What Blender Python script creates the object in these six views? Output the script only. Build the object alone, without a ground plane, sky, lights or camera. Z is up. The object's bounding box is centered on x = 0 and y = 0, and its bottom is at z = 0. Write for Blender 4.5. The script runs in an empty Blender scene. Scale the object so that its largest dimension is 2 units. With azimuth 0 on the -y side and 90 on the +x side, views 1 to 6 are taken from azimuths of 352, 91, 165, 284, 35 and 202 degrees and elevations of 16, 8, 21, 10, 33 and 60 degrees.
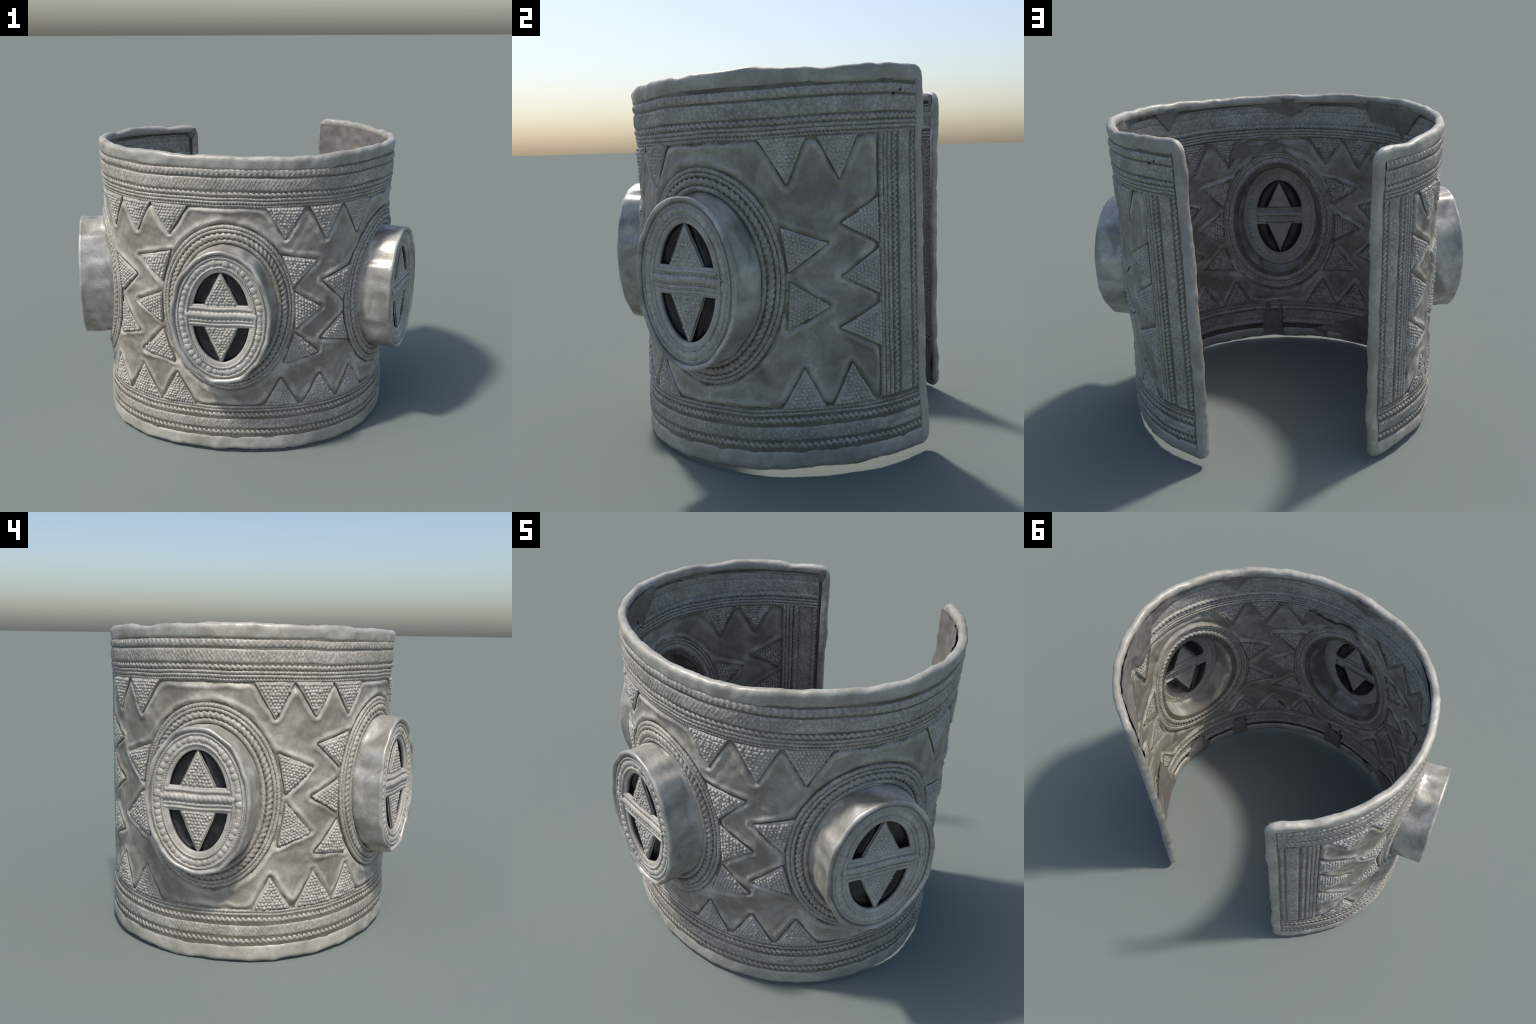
"""Wide open silver cuff bracelet: a thin oval sheet with rolled border, bands of
plaited and twisted wire, granulated triangles and three hollow oval studs."""
import bpy
import numpy as np

PI = np.pi
rng = np.random.default_rng(7)

# ------------------------------------------------------------------ plan of the cuff
# radius of the sheet (seen from above) against azimuth (0 = front, + = right),
# low down and high up: an asymmetric oval, flaring a little on the right
AZ = np.array([-168, -150, -135, -118, -100, -84, -68, -51, -33, -15, 6, 24, 41, 56, 70, 84, 96, 107, 121, 132, 141.])
R_LOW = np.array([.870, .873, .877, .866, .843, .823, .786, .737, .691, .674, .684, .711, .742, .767, .795, .823, .826, .830, .836, .832, .835])
R_HIGH = np.array([.866, .871, .879, .873, .848, .816, .781, .739, .698, .685, .699, .728, .759, .797, .833, .846, .846, .844, .836, .826, .822])
AZ_END_LEFT, AZ_END_RIGHT = -164.4, 137.3
# slow up and down of the upper and the lower edge round the cuff
OFF_AZ = [-168, -146, -130, -114, -97, -60, -30, 0, 25, 40, 55, 75, 100, 118, 141]
OFF_TOP = [-.012, -.008, -.003, 0, .002, -.002, -.004, -.006, -.011, -.009, -.004, .001, .012, .022, .026]
OFF_LOW = [.022, .020, .006, -.004, -.003, 0, .003, .010, .007, .005, .005, .014, .024, .026, .028]


def spline(x, X, Y):
    m = np.gradient(Y, X)
    i = np.clip(np.searchsorted(X, x) - 1, 0, len(X) - 2)
    h = X[i + 1] - X[i]
    t = (x - X[i]) / h
    return (2*t**3 - 3*t**2 + 1)*Y[i] + (t**3 - 2*t**2 + t)*h*m[i] + (-2*t**3 + 3*t**2)*Y[i+1] + (t**3 - t**2)*h*m[i+1]


def plan(az, z):
    w = (z - .1) / 1.5
    r = spline(az, AZ, R_LOW) * (1 - w) + spline(az, AZ, R_HIGH) * w
    a = np.radians(az)
    return r * np.sin(a), -r * np.cos(a)


_az = np.linspace(-168, 141, 4000)
_x, _y = plan(_az, .85)
_u = np.r_[0, np.cumsum(np.hypot(np.diff(_x), np.diff(_y)))]
_u -= np.interp(0, _az, _u)


def u_of(az):
    return np.interp(az, _az, _u)


def az_of(u):
    return np.interp(u, _u, _az)


def flare(z):
    """the banded borders stand a little proud of the field between them"""
    return np.interp(z, [0, .09, .20, .29, 1.39, 1.47, 1.60, 1.66], [.013, .012, .010, 0, 0, .006, .007, .009])


def on_sheet(p):
    """(distance round the cuff, height, distance outwards) -> xyz"""
    u, z, h = p[:, 0], p[:, 1], p[:, 2]
    # the right end leans: its top corner is set back, its foot reaches further
    az = az_of(u - .020 * (z - .85) / .85 * np.clip((u - U1 + .5) / .5, 0, 1))
    h = h + flare(z)
    x, y = plan(az, z)
    x1, y1 = plan(az - .4, z)
    x2, y2 = plan(az + .4, z)
    tx, ty = x2 - x1, y2 - y1
    n = np.hypot(tx, ty)
    return np.stack([x + ty / n * h, y - tx / n * h, z], 1)


def edge_shift(u, z):
    az = az_of(u)
    w = np.clip((z - .27) / 1.15, -.2, 1.2)
    return np.interp(az, OFF_AZ, OFF_LOW) * (1 - w) + np.interp(az, OFF_AZ, OFF_TOP) * w


U0, U1 = u_of(AZ_END_LEFT), u_of(AZ_END_RIGHT)

# ------------------------------------------------------------------ noise in code


def _hash(i, j, k, seed):
    n = (i * 374761393 + j * 668265263 + k * 2147483647 + seed * 974634541) & 0xFFFFFFFF
    n = ((n ^ (n >> 13)) * 1274126177) & 0xFFFFFFFF
    return ((n ^ (n >> 16)) & 0xFFFF) / 32767.5 - 1


def noise(p, scale, seed=0):
    """smooth value noise in -1..1 at points p (n,3)"""
    q = np.asarray(p) / scale
    f = np.floor(q)
    i = f.astype(np.int64)
    t = q - f
    t = t * t * (3 - 2 * t)
    out = 0
    for a in (0, 1):
        for b in (0, 1):
            for c in (0, 1):
                w = (t[:, 0] if a else 1 - t[:, 0]) * (t[:, 1] if b else 1 - t[:, 1]) * (t[:, 2] if c else 1 - t[:, 2])
                out = out + w * _hash(i[:, 0] + a, i[:, 1] + b, i[:, 2] + c, seed)
    return out


# ------------------------------------------------------------------ materials
def mat_silver(name, light, dark, warm, rough=.42, metal=.25, grain=.35, patch=3.0, lo=.38, hi=.66, warm_amount=.55, cell=0.):
    m = bpy.data.materials.new(name)
    m.use_nodes = True
    nt = m.node_tree
    N, L = nt.nodes, nt.links
    bsdf = N["Principled BSDF"]
    tc = N.new("ShaderNodeTexCoord")

    def tex(scale, detail, rough_=.55, dist=0.):
        n = N.new("ShaderNodeTexNoise")
        n.inputs["Scale"].default_value = scale
        n.inputs["Detail"].default_value = detail
        n.inputs["Roughness"].default_value = rough_
        n.inputs["Distortion"].default_value = dist
        L.new(tc.outputs["Object"], n.inputs["Vector"])
        return n

    def ramp(src, a, b, ca, cb):
        r = N.new("ShaderNodeValToRGB")
        r.color_ramp.elements[0].position, r.color_ramp.elements[1].position = a, b
        r.color_ramp.elements[0].color, r.color_ramp.elements[1].color = (*ca, 1), (*cb, 1)
        L.new(src, r.inputs["Fac"])
        return r

    def mix(kind, fac, a, b):
        x = N.new("ShaderNodeMix")
        x.data_type, x.blend_type = "RGBA", kind
        if isinstance(fac, float):
            x.inputs[0].default_value = fac
        else:
            L.new(fac, x.inputs[0])
        L.new(a, x.inputs[6])
        if isinstance(b, tuple):
            x.inputs[7].default_value = (*b, 1)
        else:
            L.new(b, x.inputs[7])
        return x.outputs[2]

    big = ramp(tex(patch, 5, .55, .6).outputs["Fac"], lo, hi, dark, light)
    stain = ramp(tex(patch * 2.1, 6, .6, .9).outputs["Fac"], .50, .72, (0, 0, 0), (1, 1, 1))
    st = N.new("ShaderNodeMath")
    st.operation = "MULTIPLY"
    st.inputs[1].default_value = warm_amount
    L.new(stain.outputs["Color"], st.inputs[0])
    col = mix("MIX", st.outputs[0], big.outputs["Color"], warm)
    fine = ramp(tex(70, 4, .65).outputs["Fac"], .28, .72, (.70, .70, .70), (1.22, 1.22, 1.22))
    col = mix("MULTIPLY", grain, col, fine.outputs["Color"]) if False else mix("MULTIPLY", float(grain), col, fine.outputs["Color"])
    vor = None
    if cell:          # bead-like cell pattern in the colour: lighter tops, darker gaps
        vor = N.new("ShaderNodeTexVoronoi")
        vor.inputs["Scale"].default_value = cell
        L.new(tc.outputs["Object"], vor.inputs["Vector"])
        tops = ramp(vor.outputs["Distance"], .10, .72, (1.16, 1.16, 1.16), (.66, .65, .62))
        col = mix("MULTIPLY", .68, col, tops.outputs["Color"])
    L.new(col, bsdf.inputs["Base Color"])
    bsdf.inputs["Metallic"].default_value = metal
    rr = ramp(tex(9, 4).outputs["Fac"], .3, .7, (rough - .07,) * 3, (rough + .10,) * 3)
    L.new(rr.outputs["Color"], bsdf.inputs["Roughness"])
    bump = N.new("ShaderNodeBump")
    bump.inputs["Strength"].default_value = .25
    bump.inputs["Distance"].default_value = .004
    if vor:
        bump.invert = True
        bump.inputs["Strength"].default_value = .45
        L.new(vor.outputs["Distance"], bump.inputs["Height"])
    else:
        L.new(tex(110, 3).outputs["Fac"], bump.inputs["Height"])
    L.new(bump.outputs["Normal"], bsdf.inputs["Normal"])
    return m


SHEET = mat_silver("hammered_silver", (.455, .438, .384), (.250, .235, .198), (.290, .255, .180), .52, .08, .45, 5.5, lo=.40, hi=.62)
MIDTONE = mat_silver("silver_half_darkened", (.390, .374, .325), (.222, .207, .174), (.270, .236, .165), .50, .10, .45, 5.5, lo=.40, hi=.62)
HOLLOW = mat_silver("silver_darkened_for_hollow", (.342, .324, .280), (.195, .180, .150), (.250, .215, .152), .48, .10, .45, 5.5, lo=.40, hi=.62)  # ridge lighting baked in: ground tone steps darker towards the hollows
GROOVE = mat_silver("dark_olive_line", (.255, .238, .190), (.160, .148, .114), (.185, .152, .095), .6, .08, .5, 9.0)
WIRE = mat_silver("silver_wirework", (.465, .447, .400), (.330, .316, .278), (.370, .332, .256), .50, .05, .8, 7.0, cell=62)
GRAIN = mat_silver("silver_granules", (.470, .452, .405), (.335, .320, .282), (.360, .322, .248), .48, .05, .6, 8.0)
RIM = mat_silver("rubbed_silver_edge", (.455, .440, .390), (.290, .278, .240), (.31, .272, .195), .46, .12, .4, 5.0)
STUD = mat_silver("polished_silver_stud", (.58, .565, .515), (.265, .254, .225), (.31, .268, .190), .38, .32, .3, 6.0)  # pale tone lifted for lip highlights, dark tone for the wall's painted bands
CREVICE = mat_silver("painted_crevice_shade", (.180, .168, .135), (.105, .098, .076), (.150, .122, .075), .6, .05, .5, 8.0)  # base under the wires coloured dark to deepen the gaps' shadow
LINING = mat_silver("dull_grey_lining", (.25, .235, .21), (.16, .15, .135), (.2, .175, .145), .55, .1, .15, 5.0)
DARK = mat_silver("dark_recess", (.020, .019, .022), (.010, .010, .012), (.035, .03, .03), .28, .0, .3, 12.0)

# ------------------------------------------------------------------ mesh helpers


class Part:
    """collects pieces (points, quads, triangles, material slot) for one mesh"""

    def __init__(self):
        self.v, self.f, self.m, self.n = [], [], [], 0

    def add(self, pts, faces, slot=0):
        self.v.append(np.asarray(pts, float))
        for f in (faces if isinstance(faces, (list, tuple)) else [faces]):
            if len(f):
                self.f.append(np.asarray(f, np.int64) + self.n)
                self.m.append(np.full(len(f), slot, np.int32))
        self.n += len(pts)


root = bpy.data.objects.new("silver_cuff_bracelet", None)
bpy.context.scene.collection.objects.link(root)
root["label"] = "wide open silver cuff with granulated triangles and three oval studs"
root["category"] = "cuff bracelet"


def make(name, part, mats, parent=root, stuff=False, place=on_sheet):
    p = np.concatenate(part.v)
    if place is not None:
        p = place(p)
    me = bpy.data.meshes.new(name)
    loops = np.concatenate([f.ravel() for f in part.f])
    sizes = np.concatenate([np.full(len(f), f.shape[1]) for f in part.f])
    me.vertices.add(len(p))
    me.vertices.foreach_set("co", p.astype(np.float32).ravel())
    me.loops.add(len(loops))
    me.loops.foreach_set("vertex_index", loops.astype(np.int32))
    me.polygons.add(len(sizes))
    me.polygons.foreach_set("loop_start", (np.cumsum(sizes) - sizes).astype(np.int32))
    me.polygons.foreach_set("material_index", np.concatenate(part.m))
    me.polygons.foreach_set("use_smooth", np.ones(len(sizes), bool))
    for m in mats:
        me.materials.append(m)
    me.update(calc_edges=True)
    me.validate()
    ob = bpy.data.objects.new(name, me)
    bpy.context.scene.collection.objects.link(ob)
    ob.parent = parent
    if stuff:
        ob["kind"] = "stuff"
    return ob


def grid_faces(a, b, wrap_a=False, wrap_b=False, flip=False):
    i = np.arange(a if wrap_a else a - 1)
    j = np.arange(b if wrap_b else b - 1)
    I, J = np.meshgrid(i, j, indexing="ij")
    I2, J2 = (I + 1) % a, (J + 1) % b
    q = np.stack([I * b + J, I2 * b + J, I2 * b + J2, I * b + J2], -1).reshape(-1, 4)
    return q[:, ::-1] if flip else q


def frame_2d(path, closed):
    if closed:
        t = np.roll(path, -1, 0) - np.roll(path, 1, 0)
    else:
        t = np.gradient(path, axis=0)
    t /= np.linalg.norm(t, axis=1)[:, None]
    return t, np.stack([-t[:, 1], t[:, 0]], 1)


def resample(path, step, closed=False):
    path = np.asarray(path, float)
    if closed:
        path = np.vstack([path, path[:1]])
    s = np.r_[0, np.cumsum(np.linalg.norm(np.diff(path, axis=0), axis=1))]
    n = max(4, int(round(s[-1] / step)))
    q = np.linspace(0, s[-1], n + 1)
    if closed:
        q = q[:-1]
    return np.stack([np.interp(q, s, path[:, k]) for k in range(path.shape[1])], 1), q


def rope(part, path, radius, pitch, h=0., closed=False, lobes=2, depth=.24, squash=1., sides=8, slot=0, hand=1, back=0.):
    """a twisted wire laid along a path in the (u, z) plane"""
    p, s = resample(path, pitch / 7, closed)
    _, nrm = frame_2d(p, closed)
    if closed:
        total = s[-1] + s[1]
        pitch = total / max(1, round(total / pitch))
    a = np.arange(sides) * 2 * PI / sides
    wob = 1 + .06 * noise(np.stack([s, s * 0, s * 0], 1), pitch * .9, 3)
    S, A = np.meshgrid(s, a, indexing="ij")
    r = radius * (1 - depth + depth * np.cos(lobes * (A - hand * 2 * PI * S / pitch) / 1.0)) * wob[:, None]
    off, up = r * np.cos(A), r * np.sin(A) * squash
    pts = np.stack([p[:, None, 0] + nrm[:, None, 0] * off, p[:, None, 1] + nrm[:, None, 1] * off, h + up], -1).reshape(-1, 3)
    part.add(pts, grid_faces(len(p), sides, closed, True), slot)
    if back:      # the same wire seen as a low ridge on the inner side
        strip(part, path, radius * 2, plait(radius, pitch / 2, .3 * hand), pitch / 6, 5, closed, back - .0055, slot, outer=False)


def strip(part, path, width, relief, step=.004, nt=9, closed=False, h=0., slot=0, inner=True, outer=True):
    """a flat woven band with relief(s, t) on its outer and (shallower) inner side"""
    p, s = resample(path, step, closed)
    _, nrm = frame_2d(p, closed)
    t = np.linspace(-1, 1, nt)
    S, T = np.meshgrid(s, t, indexing="ij")
    H = relief(S, T)
    off = T * width / 2
    for sign, k, lift in ((1, 1., .0042), (-1, .30, .0055)):
        if sign < 0 and not inner or sign > 0 and not outer:
            continue
        pts = np.stack([p[:, None, 0] + nrm[:, None, 0] * off, p[:, None, 1] + nrm[:, None, 1] * off, h + lift + sign * k * H], -1).reshape(-1, 3)
        part.add(pts, grid_faces(len(p), nt, closed, False, flip=sign > 0), slot)


def plait(height, period, slant, body=.5):
    def f(s, t):
        q = np.stack([s.ravel(), t.ravel() * .015, s.ravel() * 0 + height], 1)
        wear = noise(q, .05, 17).reshape(s.shape)
        wave = np.sin(2 * PI * (s / period + slant * np.abs(t) + .10 * wear))
        return height * (1 - np.abs(t) ** 2.4) ** .6 * (.80 + .08 * wear + (.15 + .05 * wear) * wave)
    return f


def herringbone(height, period, rows=2):
    def f(s, t):
        zig = np.abs((s / period) % 1 * 2 - 1)
        wave = np.cos(2 * PI * (rows * t * .62 + zig))
        q = np.stack([s.ravel(), t.ravel() * .03, s.ravel() * 0 + height], 1)
        worn = (.55 + .45 * noise(q, .07, 14)).reshape(s.shape)
        uneven = (.10 * noise(q, .11, 15) + .07 * noise(q, .025, 16)).reshape(s.shape)
        return height * (1 - t ** 6) * (.78 + uneven + .26 * wave * worn)
    return f


def _dome():
    v, f = [], []
    for a in (0., 38., 68.):
        for k in range(8):
            b = k * PI / 4
            v.append((np.cos(np.radians(a)) * np.cos(b), np.cos(np.radians(a)) * np.sin(b), np.sin(np.radians(a))))
    v.append((0, 0, 1))
    q = [[r * 8 + k, r * 8 + (k + 1) % 8, (r + 1) * 8 + (k + 1) % 8, (r + 1) * 8 + k] for r in (0, 1) for k in range(8)]
    t = [[16 + k, 16 + (k + 1) % 8, 24] for k in range(8)]
    return np.array(v), np.array(q), np.array(t)


DV, DQ, DT = _dome()


def grains(part, centres, along, ra, rb, rh, h, sides=(1, -1), slot=0):
    """domed granules; along = direction of their long axis in the (u, z) plane"""
    c = np.asarray(centres)
    n = len(c)
    if not n:
        return
    al = np.broadcast_to(np.asarray(along, float), (n, 2))
    ac = np.stack([-al[:, 1], al[:, 0]], 1)
    size = 1 + .17 * rng.standard_normal((n, 1)).clip(-2, 2)
    for sg in sides:
        p = np.empty((n, len(DV), 3))
        p[:, :, :2] = c[:, None, :] + al[:, None, :] * (DV[None, :, :1] * ra * size[:, None]) + ac[:, None, :] * (DV[None, :, 1:2] * rb * size[:, None])
        p[:, :, 2] = sg * (h + DV[None, :, 2] * rh * size)   # h may be one value or one per granule
        o = (np.arange(n) * len(DV))[:, None, None]
        q, t = (DQ[None] + o).reshape(-1, 4), (DT[None] + o).reshape(-1, 3)
        if sg < 0:
            q, t = q[:, ::-1], t[:, ::-1]
        part.add(p.reshape(-1, 3), [q, t], slot)


def inside(pt, tri, margin):
    ok = np.ones(len(pt), bool)
    for k in range(3):
        a, b = tri[k], tri[(k + 1) % 3]
        d = (b - a) / np.linalg.norm(b - a)
        ok &= (d[0] * (pt[:, 1] - a[1]) - d[1] * (pt[:, 0] - a[0])) > margin
    return ok


def ccw(tri):
    tri = np.asarray(tri, float)
    a = (tri[1] - tri[0])[0] * (tri[2] - tri[0])[1] - (tri[1] - tri[0])[1] * (tri[2] - tri[0])[0]
    return tri if a > 0 else tri[[1, 0, 2]]


def grow(tri, e):
    out = []
    for k in range(3):
        p, a, b = tri[k], tri[k - 1], tri[(k + 1) % 3]
        da, db = (p - a) / np.linalg.norm(p - a), (p - b) / np.linalg.norm(p - b)
        bis = da + db
        sin = abs(da[0] * db[1] - da[1] * db[0])
        out.append(p + bis / max(sin, .55) * e)
    return np.array(out)


def triangle_plate(tri, top, low, pitch, both=True, grain=1.0, n=12, offset=0.):
    """raised plate (first two corners = base) covered with rows of granules,
    with a thin dark line round its foot"""
    base_dir = tri[1] - tri[0]
    base_dir = base_dir / np.linalg.norm(base_dir)
    base_mid, tip = (tri[0] + tri[1]) / 2, tri[2]
    t = ccw(tri)
    part = Part()

    def puff(q):
        if offset:
            return np.zeros(len(q))
        dd = np.full(len(q), 9.)
        for k in range(3):
            a_, b_ = t[k], t[(k + 1) % 3]
            e_ = (b_ - a_) / np.linalg.norm(b_ - a_)
            dd = np.minimum(dd, e_[0] * (q[:, 1] - a_[1]) - e_[1] * (q[:, 0] - a_[0]))
        return .0055 * (1 - np.exp(-np.clip(dd, 0, None) / .022))

    # barycentric grid
    idx, pts = {}, []
    for i in range(n + 1):
        for j in range(n + 1 - i):
            idx[i, j] = len(pts)
            pts.append((i / n, j / n))
    bc = np.array(pts)
    faces = []
    for i in range(n):
        for j in range(n - i):
            faces.append((idx[i, j], idx[i + 1, j], idx[i, j + 1]))
            if j < n - i - 1:
                faces.append((idx[i + 1, j], idx[i + 1, j + 1], idx[i, j + 1]))
    faces = np.array(faces)
    loop = [idx[i, 0] for i in range(n)] + [idx[n - j, j] for j in range(n)] + [idx[0, n - i] for i in range(n)]
    for sg in ((1, -1) if both else (1,)):
        if sg < 0 and not offset:
            continue
        top_, low_ = top, low
        levels = [(0., top_), (.0025, top_ * .72 + low_ * .28), (.0038, low_ + .0006), (.0064, low_ - .0004), (.0078, low_ - .006)]
        def lay(e):
            g = grow(t, e)
            return g[0] + bc[:, :1] * (g[1] - g[0]) + bc[:, 1:] * (g[2] - g[0])
        p0 = lay(0.)
        part.add(np.c_[p0, sg * (top_ + puff(p0)) + offset], faces if sg > 0 else faces[:, ::-1], 0)
        rings = np.array([np.c_[lay(e)[loop], np.full(len(loop), sg * hh + offset)] for e, hh in levels])
        w0 = rings[0][:, [0, 1, 1]]
        rings[1:, :, 2] += sg * .0013 * noise(w0, .045, 91)
        rings[1:, :, :2] += (.0022 * np.stack([noise(w0, .03, 92), noise(w0, .03, 93)], 1))[None]
        for k in range(len(levels) - 1):
            part.add(rings[k:k + 2].reshape(-1, 3), grid_faces(2, len(loop), False, True, flip=sg < 0), 1 if k >= 1 else 0)
    # rows of granules parallel to the base
    up = tip - base_mid
    up = up - base_dir * (up @ base_dir)
    height = np.linalg.norm(up)
    up /= height
    cs = []
    r = 0
    y = pitch * .55
    while y < height:
        k = np.arange(-14, 15) + (.5 if r % 2 else 0.)
        row = tri[0] + (base_mid - tri[0]) + up * y + base_dir * (k * pitch)[:, None]
        cs.append(row)
        y += pitch * .92
        r += 1
    cs = np.concatenate(cs)
    cs = cs[inside(cs, t, pitch * .24)]
    cs = cs + rng.normal(0, pitch * .09, cs.shape)
    if offset:
        for c_part in (1,):
            q = Part()
            grains(q, cs, base_dir, pitch * .50 * grain, pitch * .46 * grain, pitch * .36, top, (1,))
            for v, f, m in zip(q.v, [q.f], [0]):
                v[:, 2] += offset
            part.add(np.concatenate(q.v), q.f, 0)
    else:
        grains(part, cs, base_dir, pitch * .53 * grain, pitch * .50 * grain, pitch * .42, top - .0005 + puff(cs)[:, None], (1,))
        if both:
            grains(part, cs, base_dir, pitch * .50 * grain, pitch * .46 * grain, pitch * .20, .0020 - TRI_LIFT, (-1,))
    return part


# ------------------------------------------------------------------ layout of the ornament
def T(az1, z1, az2, z2, azt, zt):
    return np.array([[u_of(az1), z1], [u_of(az2), z2], [u_of(azt), zt]])


triangles = []
# hanging from the upper band: (left corner, right corner, tip)
for a, b, t, zt in [(-81, -67.6, -74, 1.240), (-66.4, -51.3, -58.3, 1.248), (-50.0, -34, -42.1, 1.252),
                    (1.2, 17, 9.1, 1.240), (20, 34.6, 27.5, 1.228), (36.6, 51, 43.6, 1.232),
                    (83.4, 95.6, 90.6, 1.240), (99.2, 110.6, 105.4, 1.258),
                    (-128, -114.6, -122.3, 1.245), (-143, -130, -136, 1.252)]:
    zb = 1.411 + np.interp(np.array([a, b]), OFF_AZ, OFF_TOP)
    triangles.append(T(a, zb[0], b, zb[1], t, zt))
# standing on the lower band
for a, b, t, zt in [(-81.3, -67.6, -75, .437), (-65.4, -49.2, -58.2, .450), (-48, -32.4, -40.7, .449),
                    (.4, 15.4, 7.7, .442), (18.2, 33.6, 26, .440), (35.6, 50.5, 42.4, .440),
                    (88.4, 100.5, 94.7, .462), (103.2, 115.6, 108.6, .472),
                    (-127.5, -114.2, -121, .440), (-143.5, -129.6, -135, .458)]:
    zb = .277 + np.interp(np.array([a, b]), OFF_AZ, OFF_LOW)
    triangles.append(T(a, zb[0], b, zb[1], t, zt))
# rays of the studs and teeth of the end borders
for q in [(-72.6, 1.064, -69.8, .868, -59.8, .99), (-69.6, .812, -72.2, .602, -59.9, .658),
          (-41.9, 1.155, -46.4, .985, -56.9, 1.104), (-46.9, .912, -47.2, .748, -59.1, .839), (-46.8, .697, -41.8, .524, -57.3, .55),
          (8.4, 1.143, 12.9, .975, 23.4, 1.11), (13.4, .938, 14.0, .735, 25.7, .838), (14.0, .702, 9.2, .538, 24.5, .58),
          (40.4, 1.046, 37.0, .860, 26.6, .991), (36.9, .772, 40.2, .614, 26.3, .661),
          (88.8, 1.058, 90.7, .880, 101.4, .993), (91.0, .832, 90.2, .640, 102.1, .728),
          (-119.2, 1.078, -122.3, .890, -130.5, 1.026), (-122.3, .832, -119.6, .610, -131, .695),
          (117.3, 1.168, 117.5, .985, 106, 1.072), (117.6, .955, 117.8, .768, 106.1, .85), (117.9, .722, 118.1, .540, 105.6, .634),
          (-146.3, 1.195, -146.2, 1.015, -135, 1.095), (-146.2, .990, -146.2, .775, -134.9, .868), (-146.2, .725, -146.3, .535, -134.9, .602)]:
    triangles.append(T(*q))

COLLAR_A, COLLAR_B = .362, .465
# medallions: azimuth, mid height, centre of the face plate, azimuth it faces
medallions = [(-96.8, .845, (-.976, .104, .850), -91.5), (-16.5, .850, (-.2395, -.7745, .846), -15.5), (64.6, .846, (.840, -.410, .842), 55.8)]

BAND_TOP, BAND_LOW = 1.413, .273          # where the smooth ground ends
COL_RIGHT, COL_LEFT = u_of(118.0), u_of(-146.6)


TRI_LIFT = .0085                          # the granulated triangles are pushed out a little


def seg_dist(p, a, b):
    d = b - a
    t = np.clip(((p - a) @ d) / (d @ d), 0, 1)
    return np.linalg.norm(p - a - t[:, None] * d, axis=1)


def ground_relief(u, z, xyz):
    """pillowed ground: a soft valley follows every ornament at a small distance"""
    p = np.stack([u, z], 1)
    e = edge_shift(u, z)
    k = .011
    acc = np.zeros(len(u))
    bare = np.ones(len(u), bool)          # not under an ornament
    on_tri = np.zeros(len(u), bool)
    ring = np.full(len(u), 9.)
    for d in (BAND_TOP + e - z, z - BAND_LOW - e, COL_RIGHT - u, u - COL_LEFT):
        bare &= d > 0
        acc += np.exp(-np.clip(d, 0, None) / k)
    for t in triangles:
        c = t.mean(0)
        near = np.where((np.abs(u - c[0]) < .30) & (np.abs(z - c[1]) < .30))[0]
        q = p[near]
        dd = np.minimum(np.minimum(seg_dist(q, t[0], t[1]), seg_dist(q, t[1], t[2])), seg_dist(q, t[2], t[0]))
        isin = inside(q, ccw(t), 0)
        bare[near[isin]] = False
        on_tri[near[isin]] = True
        acc[near] += np.exp(-dd / k)
    for az, zc, _, _ in medallions:
        r = np.hypot((u - u_of(az)) / COLLAR_A, (z - zc) / COLLAR_B)
        bare &= r > 1
        ring = np.minimum(ring, r + .01)
        acc += np.exp(-np.clip((r - 1) * .41, 0, None) / k)
    d = np.where(bare, np.clip(-k * np.log(acc + 1e-12), 0.0005, None), 0)
    soft = d + .009 * noise(xyz, .06, 4)
    g = -.0050 * np.exp(-(d / .009) ** 2) + .0105 * np.exp(-((soft - .023) / .015) ** 2) + .0050 * (1 - np.exp(-(soft / .030) ** 2)) + .001
    g += (.0052 * noise(xyz, .080, 5) + .0030 * noise(xyz, .034, 6)) * np.clip(d / .02, 0, 1)
    g = np.where(d > 0, g, np.where(on_tri, TRI_LIFT, np.where(ring < 1, .0075, 0)))
    band = np.clip(np.maximum(np.maximum(z - BAND_TOP - e, BAND_LOW + e - z), np.maximum(u - COL_RIGHT, COL_LEFT - u)) / .008, 0, 1)
    return g + .0080 * band, d + .010 * noise(xyz, .06, 8) + .007 * noise(xyz, .016, 9)



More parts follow.
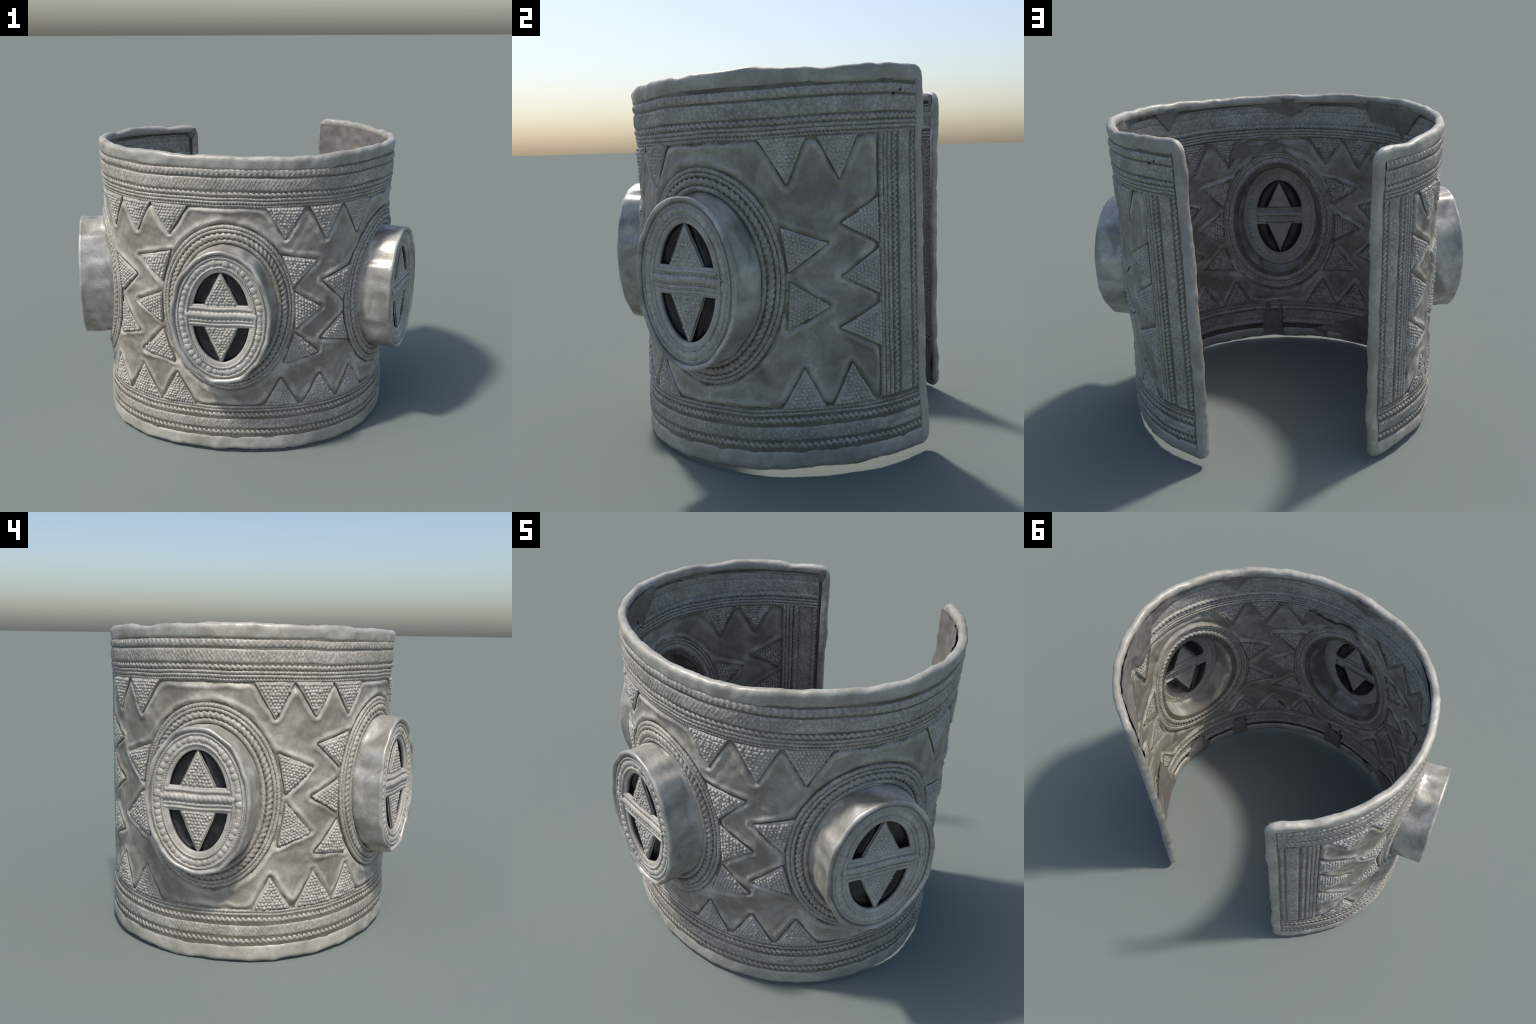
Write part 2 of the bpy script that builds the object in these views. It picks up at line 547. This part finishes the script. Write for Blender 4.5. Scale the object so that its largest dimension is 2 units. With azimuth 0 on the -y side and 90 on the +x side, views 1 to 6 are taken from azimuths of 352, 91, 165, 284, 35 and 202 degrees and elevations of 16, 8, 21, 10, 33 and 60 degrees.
# ------------------------------------------------------------------ the sheet
def build_sheet():
    part = Part()
    us = np.linspace(U0 + .03, U1 - .03, 920)
    zs = np.linspace(.045, 1.650, 370)
    Ug, Zg = np.meshgrid(us, zs, indexing="ij")
    u, z = Ug.ravel(), Zg.ravel()
    z = z + edge_shift(u, z)
    xyz = on_sheet(np.stack([u, z, u * 0], 1))
    g, dist = ground_relief(u, z, xyz)
    f = grid_faces(len(us), len(zs))
    mid = np.stack([u, z], 1)[f].mean(1)
    keep = np.ones(len(f), bool)
    for az, zc, _, _ in medallions:
        keep &= np.hypot((mid[:, 0] - u_of(az)) / (COLLAR_A - .055), (mid[:, 1] - zc) / (COLLAR_B - .055)) > 1
    f, mid = f[keep], mid[keep]
    e = edge_shift(mid[:, 0], mid[:, 1])
    banded = (mid[:, 1] - e > BAND_TOP + .004) | (mid[:, 1] - e < BAND_LOW - .004) | (mid[:, 0] > COL_RIGHT + .004) | (mid[:, 0] < COL_LEFT - .004)
    half = .0022
    fd = dist[f].mean(1)
    kind = np.where(banded, 1, np.where(fd < .006, 2, np.where(fd > .041, 4, np.where(fd > .033, 3, 0))))
    for sg in (1, -1):
        ff = f if sg > 0 else f[:, ::-1]
        part.add(np.stack([u, z, g + sg * half], 1), [], 0)
        part.n -= len(u)
        for k in range(5):
            part.f.append(ff[kind == k] + part.n)
            part.m.append(np.full(int((kind == k).sum()), k, np.int32))
        part.n += len(u)
    return make("sheet", part, [SHEET, CREVICE, GROOVE, MIDTONE, HOLLOW])


build_sheet()


# ------------------------------------------------------------------ rolled border
def rim_path():
    """closed outline of the sheet in the (u, z) plane, with rounded corners"""
    zt, zb = 1.692, .006
    pts = []
    corners = [(U1, zt, .062), (U1, zb, .055), (U0, zb, .05), (U0, zt - .012, .075)]
    for k, (cu, cz, r) in enumerate(corners):
        su, sz = (-1 if cu == U1 else 1), (-1 if cz > 1 else 1)
        a0 = {0: 90, 1: 0, 2: 270, 3: 180}[k]
        for a in np.radians(np.linspace(a0, a0 - 90, 9)):
            pts.append((cu + su * r + r * np.cos(a), cz + sz * r + r * np.sin(a)))
    p, s = resample(pts, .0085, True)
    for _ in range(2):
        p[:, :] = p
    return p


def build_rim():
    p = rim_path()
    sh = edge_shift(p[:, 0], p[:, 1])
    sh = sh - np.where(p[:, 1] < .5, .007 * np.clip((-az_of(p[:, 0]) - 125) / 20, 0, 1), 0)
    sh = sh + np.where(p[:, 1] > 1.5, np.interp(az_of(p[:, 0]), [-146, -120, -97, -60, -25, 0, 25, 45, 60, 80, 110], [.003, .006, .007, .006, -.002, -.006, -.004, .003, .007, .006, .002]), 0)
    t, nrm = frame_2d(p, True)            # clockwise path: inward is to the right
    inward = -nrm
    width = np.where(np.abs(inward[:, 0]) > .7, .060, np.where(inward[:, 1] < 0, .073, .086))
    for _ in range(14):
        width = (np.roll(width, 1) + width + np.roll(width, -1)) / 3
    # profile (share of the width, height): outer swelling, crest, inner fold
    prof = np.array([(1.03, -.004), (1.0, .005), (.94, .011), (.80, .0145), (.60, .015), (.40, .0165), (.25, .0165), (.11, .013), (.03, .006), (0, -.003),
                     (.0, -.012), (.04, -.020), (.12, -.026), (.25, -.029), (.42, -.029), (.60, -.026), (.72, -.020), (.74, -.004)])
    base = on_sheet(np.stack([p[:, 0], p[:, 1] + sh, p[:, 0] * 0], 1))
    lump = .0060 * noise(base, .14, 21) + .0030 * noise(base, .060, 22)
    lump += .010 * np.clip(noise(base, .19, 27) - .35, 0, 1)
    baz = az_of(p[:, 0])
    for a_, depth_, wide_ in [(-121, .015, 6), (-150, .012, 4), (-62, .006, 4), (-30, .004, 3), (21, .006, 3), (60, .007, 3), (101, .006, 4), (118, .005, 2)]:
        lump += np.where(p[:, 1] > 1, depth_, .5 * depth_) * np.exp(-((baz - a_) / wide_) ** 2)
    dip = noise(base, .028, 23) + 1.6 * np.clip(noise(base, .022, 28) - .45, 0, 1)
    thick = 1 + .16 * noise(base, .16, 24)
    W = prof[None, :, 0] * width[:, None]
    edge = np.exp(-(prof[:, 0] / .35) ** 2)[None, :]
    W = W + edge * (lump - .0021 * dip)[:, None]
    thin = np.where(inward[:, 0] < -.7, .95, np.where(inward[:, 0] > .7, .65, np.where(inward[:, 1] < 0, .95, .65)))
    for _ in range(10):
        thin = (np.roll(thin, 1) + thin + np.roll(thin, -1)) / 3
    H = np.where(prof[None, :, 1] > 0, prof[None, :, 1] * (.9 + .1 * thick[:, None]), prof[None, :, 1] * (thick * thin)[:, None])
    pts = np.stack([p[:, None, 0] + inward[:, None, 0] * W, (p[:, 1] + sh)[:, None] + inward[:, None, 1] * W, H], -1).reshape(-1, 3)
    x = on_sheet(pts)
    pts[:, 2] += .0036 * noise(x, .050, 25) + .0018 * noise(x, .022, 26)
    part = Part()
    part.add(pts, grid_faces(len(p), len(prof), True, False, flip=False))
    return make("rolled_border", part, [RIM])


build_rim()


# ------------------------------------------------------------------ torn lining on the inside
def build_lining():
    part = Part()
    up_az = [-165, -162, -158, -130, -116, -105, -93, -82, -78, -65, -62, -52, -35, -24, -16, 8, 23, 33, 39.5, 47, 58, 73, 80, 83, 90, 99, 107, 112, 119, 124, 128, 133, 138]
    up_z = [1.60, 1.55, 1.62, 1.655, 1.61, 1.625, 1.63, 1.45, 1.52, 1.54, 1.60, 1.63, 1.62, 1.54, 1.585, 1.64, 1.65, 1.64, 1.51, 1.63, 1.62, 1.57, 1.54, 1.45, 1.39, 1.48, 1.34, 1.24, 1.22, 1.26, 1.19, 1.27, 1.24]
    lo_az = [-164, -150, -137, -110, -80, -66, -53, -27, -19, -17.6, -15.5, -13, -9, -6.5, -4, 40.6, 42.6, 48, 51, 62, 70, 79, 80, 91, 97, 99, 111, 122, 129, 138]
    lo_z = [.28, .25, .27, .25, .30, .25, .158, .04, .03, .285, .20, .215, .285, .10, .03, .03, .24, .19, .05, .045, .23, .10, .03, .09, .33, .48, .40, .37, .34, .33]

    def skin(us, z0, z1, rows, h):
        Tn = np.linspace(0, 1, rows)
        Z = z0[:, None] * (1 - Tn) + z1[:, None] * Tn
        Ug = np.repeat(us[:, None], rows, 1)
        hug = np.clip((Z - Z[:, :1]) / .11, 0, 1) if z1.max() > .9 else np.clip((Z[:, -1:] - Z) / .11, 0, 1)
        pts = np.stack([Ug.ravel(), Z.ravel(), (h * hug - .008 * (1 - hug)).ravel()], 1)
        x = on_sheet(pts)
        pts[:, 2] += .006 * noise(x, .09, 31) + .004 * noise(x, .035, 32)
        for d, fl in ((-.002, True), (.002, False)):
            q = pts.copy()
            q[:, 2] += d
            part.add(q, grid_faces(len(us), rows, flip=not fl))

    us = np.linspace(U0 + .02, U1 - .02, 620)
    az = az_of(us)
    top = 1.660 + edge_shift(us, us * 0 + 1.65)
    rag = .006 * noise(np.stack([us, us * 0, us * 0], 1), .03, 33)
    skin(us, np.minimum(np.interp(az, up_az, up_z) + rag, top - .005), top, 40, -.033)
    low = .03 + edge_shift(us, us * 0 + .03)
    skin(us, low, np.maximum(np.interp(az, lo_az, lo_z), low + .004), 14, -.024)
    # a loose flap above the front medallion
    us = np.linspace(u_of(-22), u_of(8), 50)
    az = az_of(us)
    lo = np.interp(az, [-22, -19, -10, -4, 8], [1.30, 1.355, 1.335, 1.31, 1.285])
    hi = np.interp(az, [-22, -20, -12, -9, 0, 3, 6, 8], [1.315, 1.375, 1.372, 1.355, 1.37, 1.40, 1.385, 1.30])
    skin(us, lo, hi, 8, -.014)
    make("torn_lining", part, [LINING])


build_lining()


# ------------------------------------------------------------------ wire bands
def around(zn, a=None, b=None):
    u = np.linspace(U0 + .062 if a is None else a, U1 - .062 if b is None else b, 1100)
    z = zn + edge_shift(u, u * 0 + zn)
    z = z + .0034 * noise(np.stack([u, u * 0 + zn, u * 0], 1), .13, 41)
    return np.stack([u, z], 1)


def upright(u, z0=.285, z1=1.425):
    z = np.linspace(z0, z1, 300)
    z = z + edge_shift(z * 0 + u, z)
    return np.stack([u + .0015 * noise(np.stack([z, z * 0 + u, z * 0], 1), .12, 42), z], 1)


def wire(name, builder, mats=(WIRE,)):
    part = Part()
    builder(part)
    return make(name, part, list(mats))


wire("plaited_wire", lambda p: strip(p, around(1.5935), .044, plait(.0150, .027, .5)))
wire("woven_band", lambda p: strip(p, around(1.533), .075, herringbone(.0135, .020), step=.0038, nt=17))
wire("beaded_wire", lambda p: rope(p, around(1.481), .0168, .054, 0.0030, depth=.23, squash=.9, back=.0058))
wire("twisted_wire", lambda p: rope(p, around(1.4565), .0105, .036, 0.0050, depth=.14, back=.0058))
wire("twisted_wire", lambda p: rope(p, around(1.4385), .0105, .032, 0.0050, depth=.14, hand=-1, back=.0058))
wire("twisted_wire", lambda p: rope(p, around(1.4215), .0098, .032, 0.0040, depth=.2, back=.0058))

wire("twisted_wire", lambda p: rope(p, around(.2660), .0088, .030, 0.0040, depth=.18, back=.0058))
wire("twisted_wire", lambda p: rope(p, around(.2505), .0092, .030, 0.0050, depth=.18, hand=-1, back=.0058))
wire("beaded_wire", lambda p: rope(p, around(.2230), .0185, .052, 0.0020, depth=.23, squash=.85, back=.0058))
wire("woven_band", lambda p: strip(p, around(.1680), .066, herringbone(.0122, .018), step=.0038, nt=15))
wire("beaded_wire", lambda p: rope(p, around(.1150), .0200, .054, 0.0010, depth=.23, squash=.85, back=.0058))

for inward, u0 in ((-1, U1), (1, U0)):
    w = abs(u0 - (COL_RIGHT if u0 == U1 else COL_LEFT))
    k = (w - .058) / .212
    at = lambda d: upright(u0 + inward * (.058 + d * k))
    wire("beaded_wire", lambda p: rope(p, at(.020), .0175 * k, .050, 0.0020, depth=.23, squash=.85, back=.0058))
    wire("woven_band", lambda p: strip(p, at(.074), .076 * k, herringbone(.0125, .020), step=.0038, nt=15))
    wire("beaded_wire", lambda p: rope(p, at(.132), .0178 * k, .046, 0.0020, depth=.23, squash=.85, back=.0058))
    wire("twisted_wire", lambda p: rope(p, at(.160), .0122 * k, .032, 0.0040, depth=.14, back=.0058))
    wire("twisted_wire", lambda p: rope(p, at(.181), .0120 * k, .030, 0.0040, depth=.14, hand=-1, back=.0058))
    wire("twisted_wire", lambda p: rope(p, at(.201), .0118 * k, .030, 0.0040, depth=.14, back=.0058))

# ------------------------------------------------------------------ granulated triangles
for t in triangles:
    make("granulated_triangle", triangle_plate(t, TRI_LIFT + .0045, .0012, float(rng.uniform(.0158, .0180))), [GRAIN, GROOVE])


# ------------------------------------------------------------------ the three hollow studs
def ellipse(a, b, n, cu=0., cz=0.):
    th = np.arange(n) * 2 * PI / n
    return np.stack([cu + a * np.cos(th), cz + b * np.sin(th)], 1)


def build_medallion(az, zc, centre, face_az, seed):
    uc = u_of(az)
    c = np.array(centre)
    fa = np.radians(face_az)
    nx = np.array([np.sin(fa), -np.cos(fa), 0])
    tx = np.array([np.cos(fa), np.sin(fa), 0])

    def on_face(p):
        return c + p[:, :1] * tx + np.c_[p[:, 0] * 0, p[:, 0] * 0, p[:, 1]] + p[:, 2:3] * nx

    # wall: from the collar up to a rolled lip and back down inside
    n = 160
    th = np.arange(n) * 2 * PI / n
    cth, sth = np.cos(th), np.sin(th)

    def base_ring(a, b, h):
        q = on_sheet(np.stack([uc + a * cth, zc + b * sth, np.full(n, h)], 1)) - c
        return np.stack([q @ tx, q[:, 2], q @ nx], 1)

    foot = base_ring(.264, .361, .010)
    mouth = base_ring(.266, .362, .010)
    rows = []
    for v, a, b in [(0, None, None), (.10, .2645, .3625), (.18, .2635, .3620), (.30, .2630, .3620), (.55, .2630, .3615), (.78, .2635, .3615), (.92, .2645, .3625), (1.0, .2655, .3635)]:
        if a is None:
            rows.append(foot)
            continue
        rows.append(np.stack([a * cth, b * sth, foot[:, 2] * (1 - v) + .004 * v], 1))
    for a, b, nn in [(.2660, .3640, .006), (.2665, .3645, .0135), (.2630, .3605, .0195), (.2560, .3535, .0225), (.2490, .3465, .0200), (.2440, .341, .012), (.242, .339, -.004), (.246, .343, -.012)]:
        rows.append(np.stack([a * cth, b * sth, np.full(n, nn)], 1))
    for v, a, b in [(.78, .2555, .3525), (.55, .2555, .3525), (.30, .2560, .3530), (.14, .2585, .3560)]:
        rows.append(np.stack([a * cth, b * sth, mouth[:, 2] * (1 - v) - .01 * v], 1))
    rows.append(mouth)
    rows = np.array(rows)
    ang = np.stack([cth * 1.0, sth * 1.4, th * 0 + seed * 3.3], 1)
    dent = .0080 * noise(ang, .42, 51 + seed) + .0125 * noise(ang, .22, 61 + seed)
    fade = np.array([0, .4, .8, 1, 1, .9, .65, .5, .45, .4, .4, .4, .4, .4, .4, .4, .8, 1, 1, .8, 0])
    grow_ = 1 + fade[:, None] * dent[None, :] / .28
    wob = np.stack([rows[:, :, 0].ravel() + seed, rows[:, :, 1].ravel(), rows[:, :, 2].ravel()], 1)
    grow_ = grow_ + (fade[:, None] * .012 * noise(wob, .05, 71 + seed).reshape(fade.size, n))
    rows[:, :, 0] *= grow_
    rows[:, :, 1] *= grow_
    part = Part()
    part.add(rows.reshape(-1, 3), grid_faces(len(rows), n, False, True, flip=True))
    med = make("medallion", part, [STUD], place=on_face)

    # collar: flat ring lying on the sheet, wires on top
    part = Part()
    prof = [(0., .002), (0., .008), (.012, .010), (.055, .013), (.072, .013), (.078, .014), (.086, .015), (.094, .013), (.102, .009),
            (.104, .007), (.098, .0042), (.03, .0042), (.006, .0050)]
    ringp = np.array([np.c_[ellipse(COLLAR_A - w, COLLAR_B - w, n, uc, zc), np.full(n, h)] for w, h in prof])
    part.add(ringp.reshape(-1, 3), grid_faces(len(prof), n, False, True, flip=True), 1)
    # bright inner lip of the collar
    prof2 = [(.072, .006), (.074, .017), (.080, .0225), (.088, .0225), (.094, .017), (.098, .009), (.101, .006)]
    ringp = np.array([np.c_[ellipse(COLLAR_A - w, COLLAR_B - w, n, uc, zc), np.full(n, h)] for w, h in prof2])
    part.add(ringp.reshape(-1, 3), grid_faces(len(prof2), n, False, True, flip=True), 0)
    rope(part, ellipse(COLLAR_A - .009, COLLAR_B - .009, 400, uc, zc), .0122, .032, .008, True, depth=.14, back=.0058)
    rope(part, ellipse(COLLAR_A - .0280, COLLAR_B - .0280, 400, uc, zc), .0110, .032, .011, True, depth=.14, hand=-1, back=.0058)
    rope(part, ellipse(COLLAR_A - .0555, COLLAR_B - .0555, 400, uc, zc), .0205, .058, .011, True, depth=.24, back=.0058)
    make("collar", part, [WIRE, CREVICE], med)

    # face ring with its openings
    a0, b0 = .151, .248
    part = Part()
    prof = [(.2455, .3425, -.012), (.2455, .3425, .007), (.225, .322, .010), (.175, .272, .008), (.158, .255, .0065), (.153, .250, .004), (a0, b0, .000), (a0, b0, -.012), (.158, .255, -.014),
            (.243, .340, -.014)]
    ringp = np.array([np.c_[ellipse(a, b, n), np.full(n, h)] for a, b, h in prof])
    wav = .0015 * noise(np.c_[ringp.reshape(-1, 3)[:, :2], np.full(ringp.shape[0] * n, seed * 2.)], .05, 81)
    q = ringp.reshape(-1, 3)
    q[:, 2] += wav
    part.add(q, grid_faces(len(prof), n, False, True, flip=True))
    make("face_ring", part, [GRAIN], med, place=on_face)

    part = Part()
    el, s = resample(ellipse(.206, .303, 600), .0335, True)
    t2, _ = frame_2d(el, True)
    grains(part, el + rng.normal(0, .0018, el.shape), t2, .0185, .0165, .0075, .009, (1,))
    rope(part, ellipse(.206, .303, 400), .0150, .062, .005, True, depth=.14, squash=.7)
    q = Part()
    grains(q, el, t2, .0150, .0145, -.005, -.0135, (1,))
    part.add(np.concatenate(q.v), [f[:, ::-1] for f in q.f])
    rope(part, ellipse(.2300, .3270, 400), .0080, .026, .009, True)
    rope(part, ellipse(.180, .277, 400), .0090, .026, .008, True)
    make("bead_ring", part, [GRAIN], med, True, on_face)

    # cross bar
    part = Part()
    zlo, zhi = -.050, .073
    xs = np.linspace(-1, 1, 41)
    prof = [(zlo, -.013), (zlo, .000), (zlo + .004, .004), (-.018, .0045), (.0, .0045), (zhi - .03, .0045), (zhi - .004, .004), (zhi, .0), (zhi, -.013)]
    ring = []
    for zz, hh in prof:
        half = .151 * np.sqrt(max(0, 1 - (zz / .248) ** 2)) + .006
        ring.append(np.stack([xs * half, np.full(41, zz), np.full(41, hh)], 1))
    ring = np.array(ring)
    part.add(ring.reshape(-1, 3), grid_faces(len(prof), 41, False, False, flip=False))
    for zz, rr, kind in [(.018, .0215, 1), (.052, .0100, 0), (-.014, .0085, 0), (-.034, .0080, 0)]:
        half = .188 if zz < .04 else .165
        line = np.stack([np.linspace(-half, half, 60), np.full(60, zz) + .0025 * np.sin(np.linspace(0, 9, 60) + seed)], 1)
        rope(part, line, rr, .048 if kind else .03, .005, depth=.15 if kind else .12, squash=.75)
    line = np.stack([np.linspace(-.15, .15, 60), np.full(60, .018)], 1)
    rope(part, line, .012, .040, -.012, depth=.2, squash=.6)
    make("cross_bar", part, [GRAIN], med, place=on_face)

    # two pointed granulated tongues
    for s_ in (1, -1):
        zb = zhi if s_ > 0 else zlo
        tri = np.array([[-.082, zb], [.082, zb], [.0, s_ * .238]])
        if s_ < 0:
            tri = np.array([[.082, zb], [-.082, zb], [.0, s_ * .238]])
        part = triangle_plate(tri, .0085, -.0, .0172, True, n=8, offset=-.005)
        make("granulated_triangle", part, [GRAIN, GRAIN], med, place=on_face)

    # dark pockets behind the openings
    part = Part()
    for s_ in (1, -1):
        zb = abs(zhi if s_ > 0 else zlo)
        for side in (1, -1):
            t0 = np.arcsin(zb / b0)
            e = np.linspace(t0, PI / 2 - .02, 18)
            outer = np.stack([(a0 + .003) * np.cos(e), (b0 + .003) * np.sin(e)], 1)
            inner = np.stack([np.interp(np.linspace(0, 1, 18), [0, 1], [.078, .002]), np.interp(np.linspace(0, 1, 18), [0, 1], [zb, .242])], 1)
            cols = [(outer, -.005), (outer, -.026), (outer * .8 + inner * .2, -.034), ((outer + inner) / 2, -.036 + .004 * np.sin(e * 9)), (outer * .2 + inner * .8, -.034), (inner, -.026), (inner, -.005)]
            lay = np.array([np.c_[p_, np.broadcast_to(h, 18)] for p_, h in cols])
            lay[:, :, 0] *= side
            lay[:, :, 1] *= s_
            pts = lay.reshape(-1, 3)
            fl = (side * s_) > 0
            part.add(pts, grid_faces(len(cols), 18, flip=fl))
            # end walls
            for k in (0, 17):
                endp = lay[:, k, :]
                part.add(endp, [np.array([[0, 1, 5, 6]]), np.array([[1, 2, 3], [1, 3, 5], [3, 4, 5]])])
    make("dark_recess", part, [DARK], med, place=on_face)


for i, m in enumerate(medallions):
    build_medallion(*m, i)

# ------------------------------------------------------------------ two pin holes near the right end
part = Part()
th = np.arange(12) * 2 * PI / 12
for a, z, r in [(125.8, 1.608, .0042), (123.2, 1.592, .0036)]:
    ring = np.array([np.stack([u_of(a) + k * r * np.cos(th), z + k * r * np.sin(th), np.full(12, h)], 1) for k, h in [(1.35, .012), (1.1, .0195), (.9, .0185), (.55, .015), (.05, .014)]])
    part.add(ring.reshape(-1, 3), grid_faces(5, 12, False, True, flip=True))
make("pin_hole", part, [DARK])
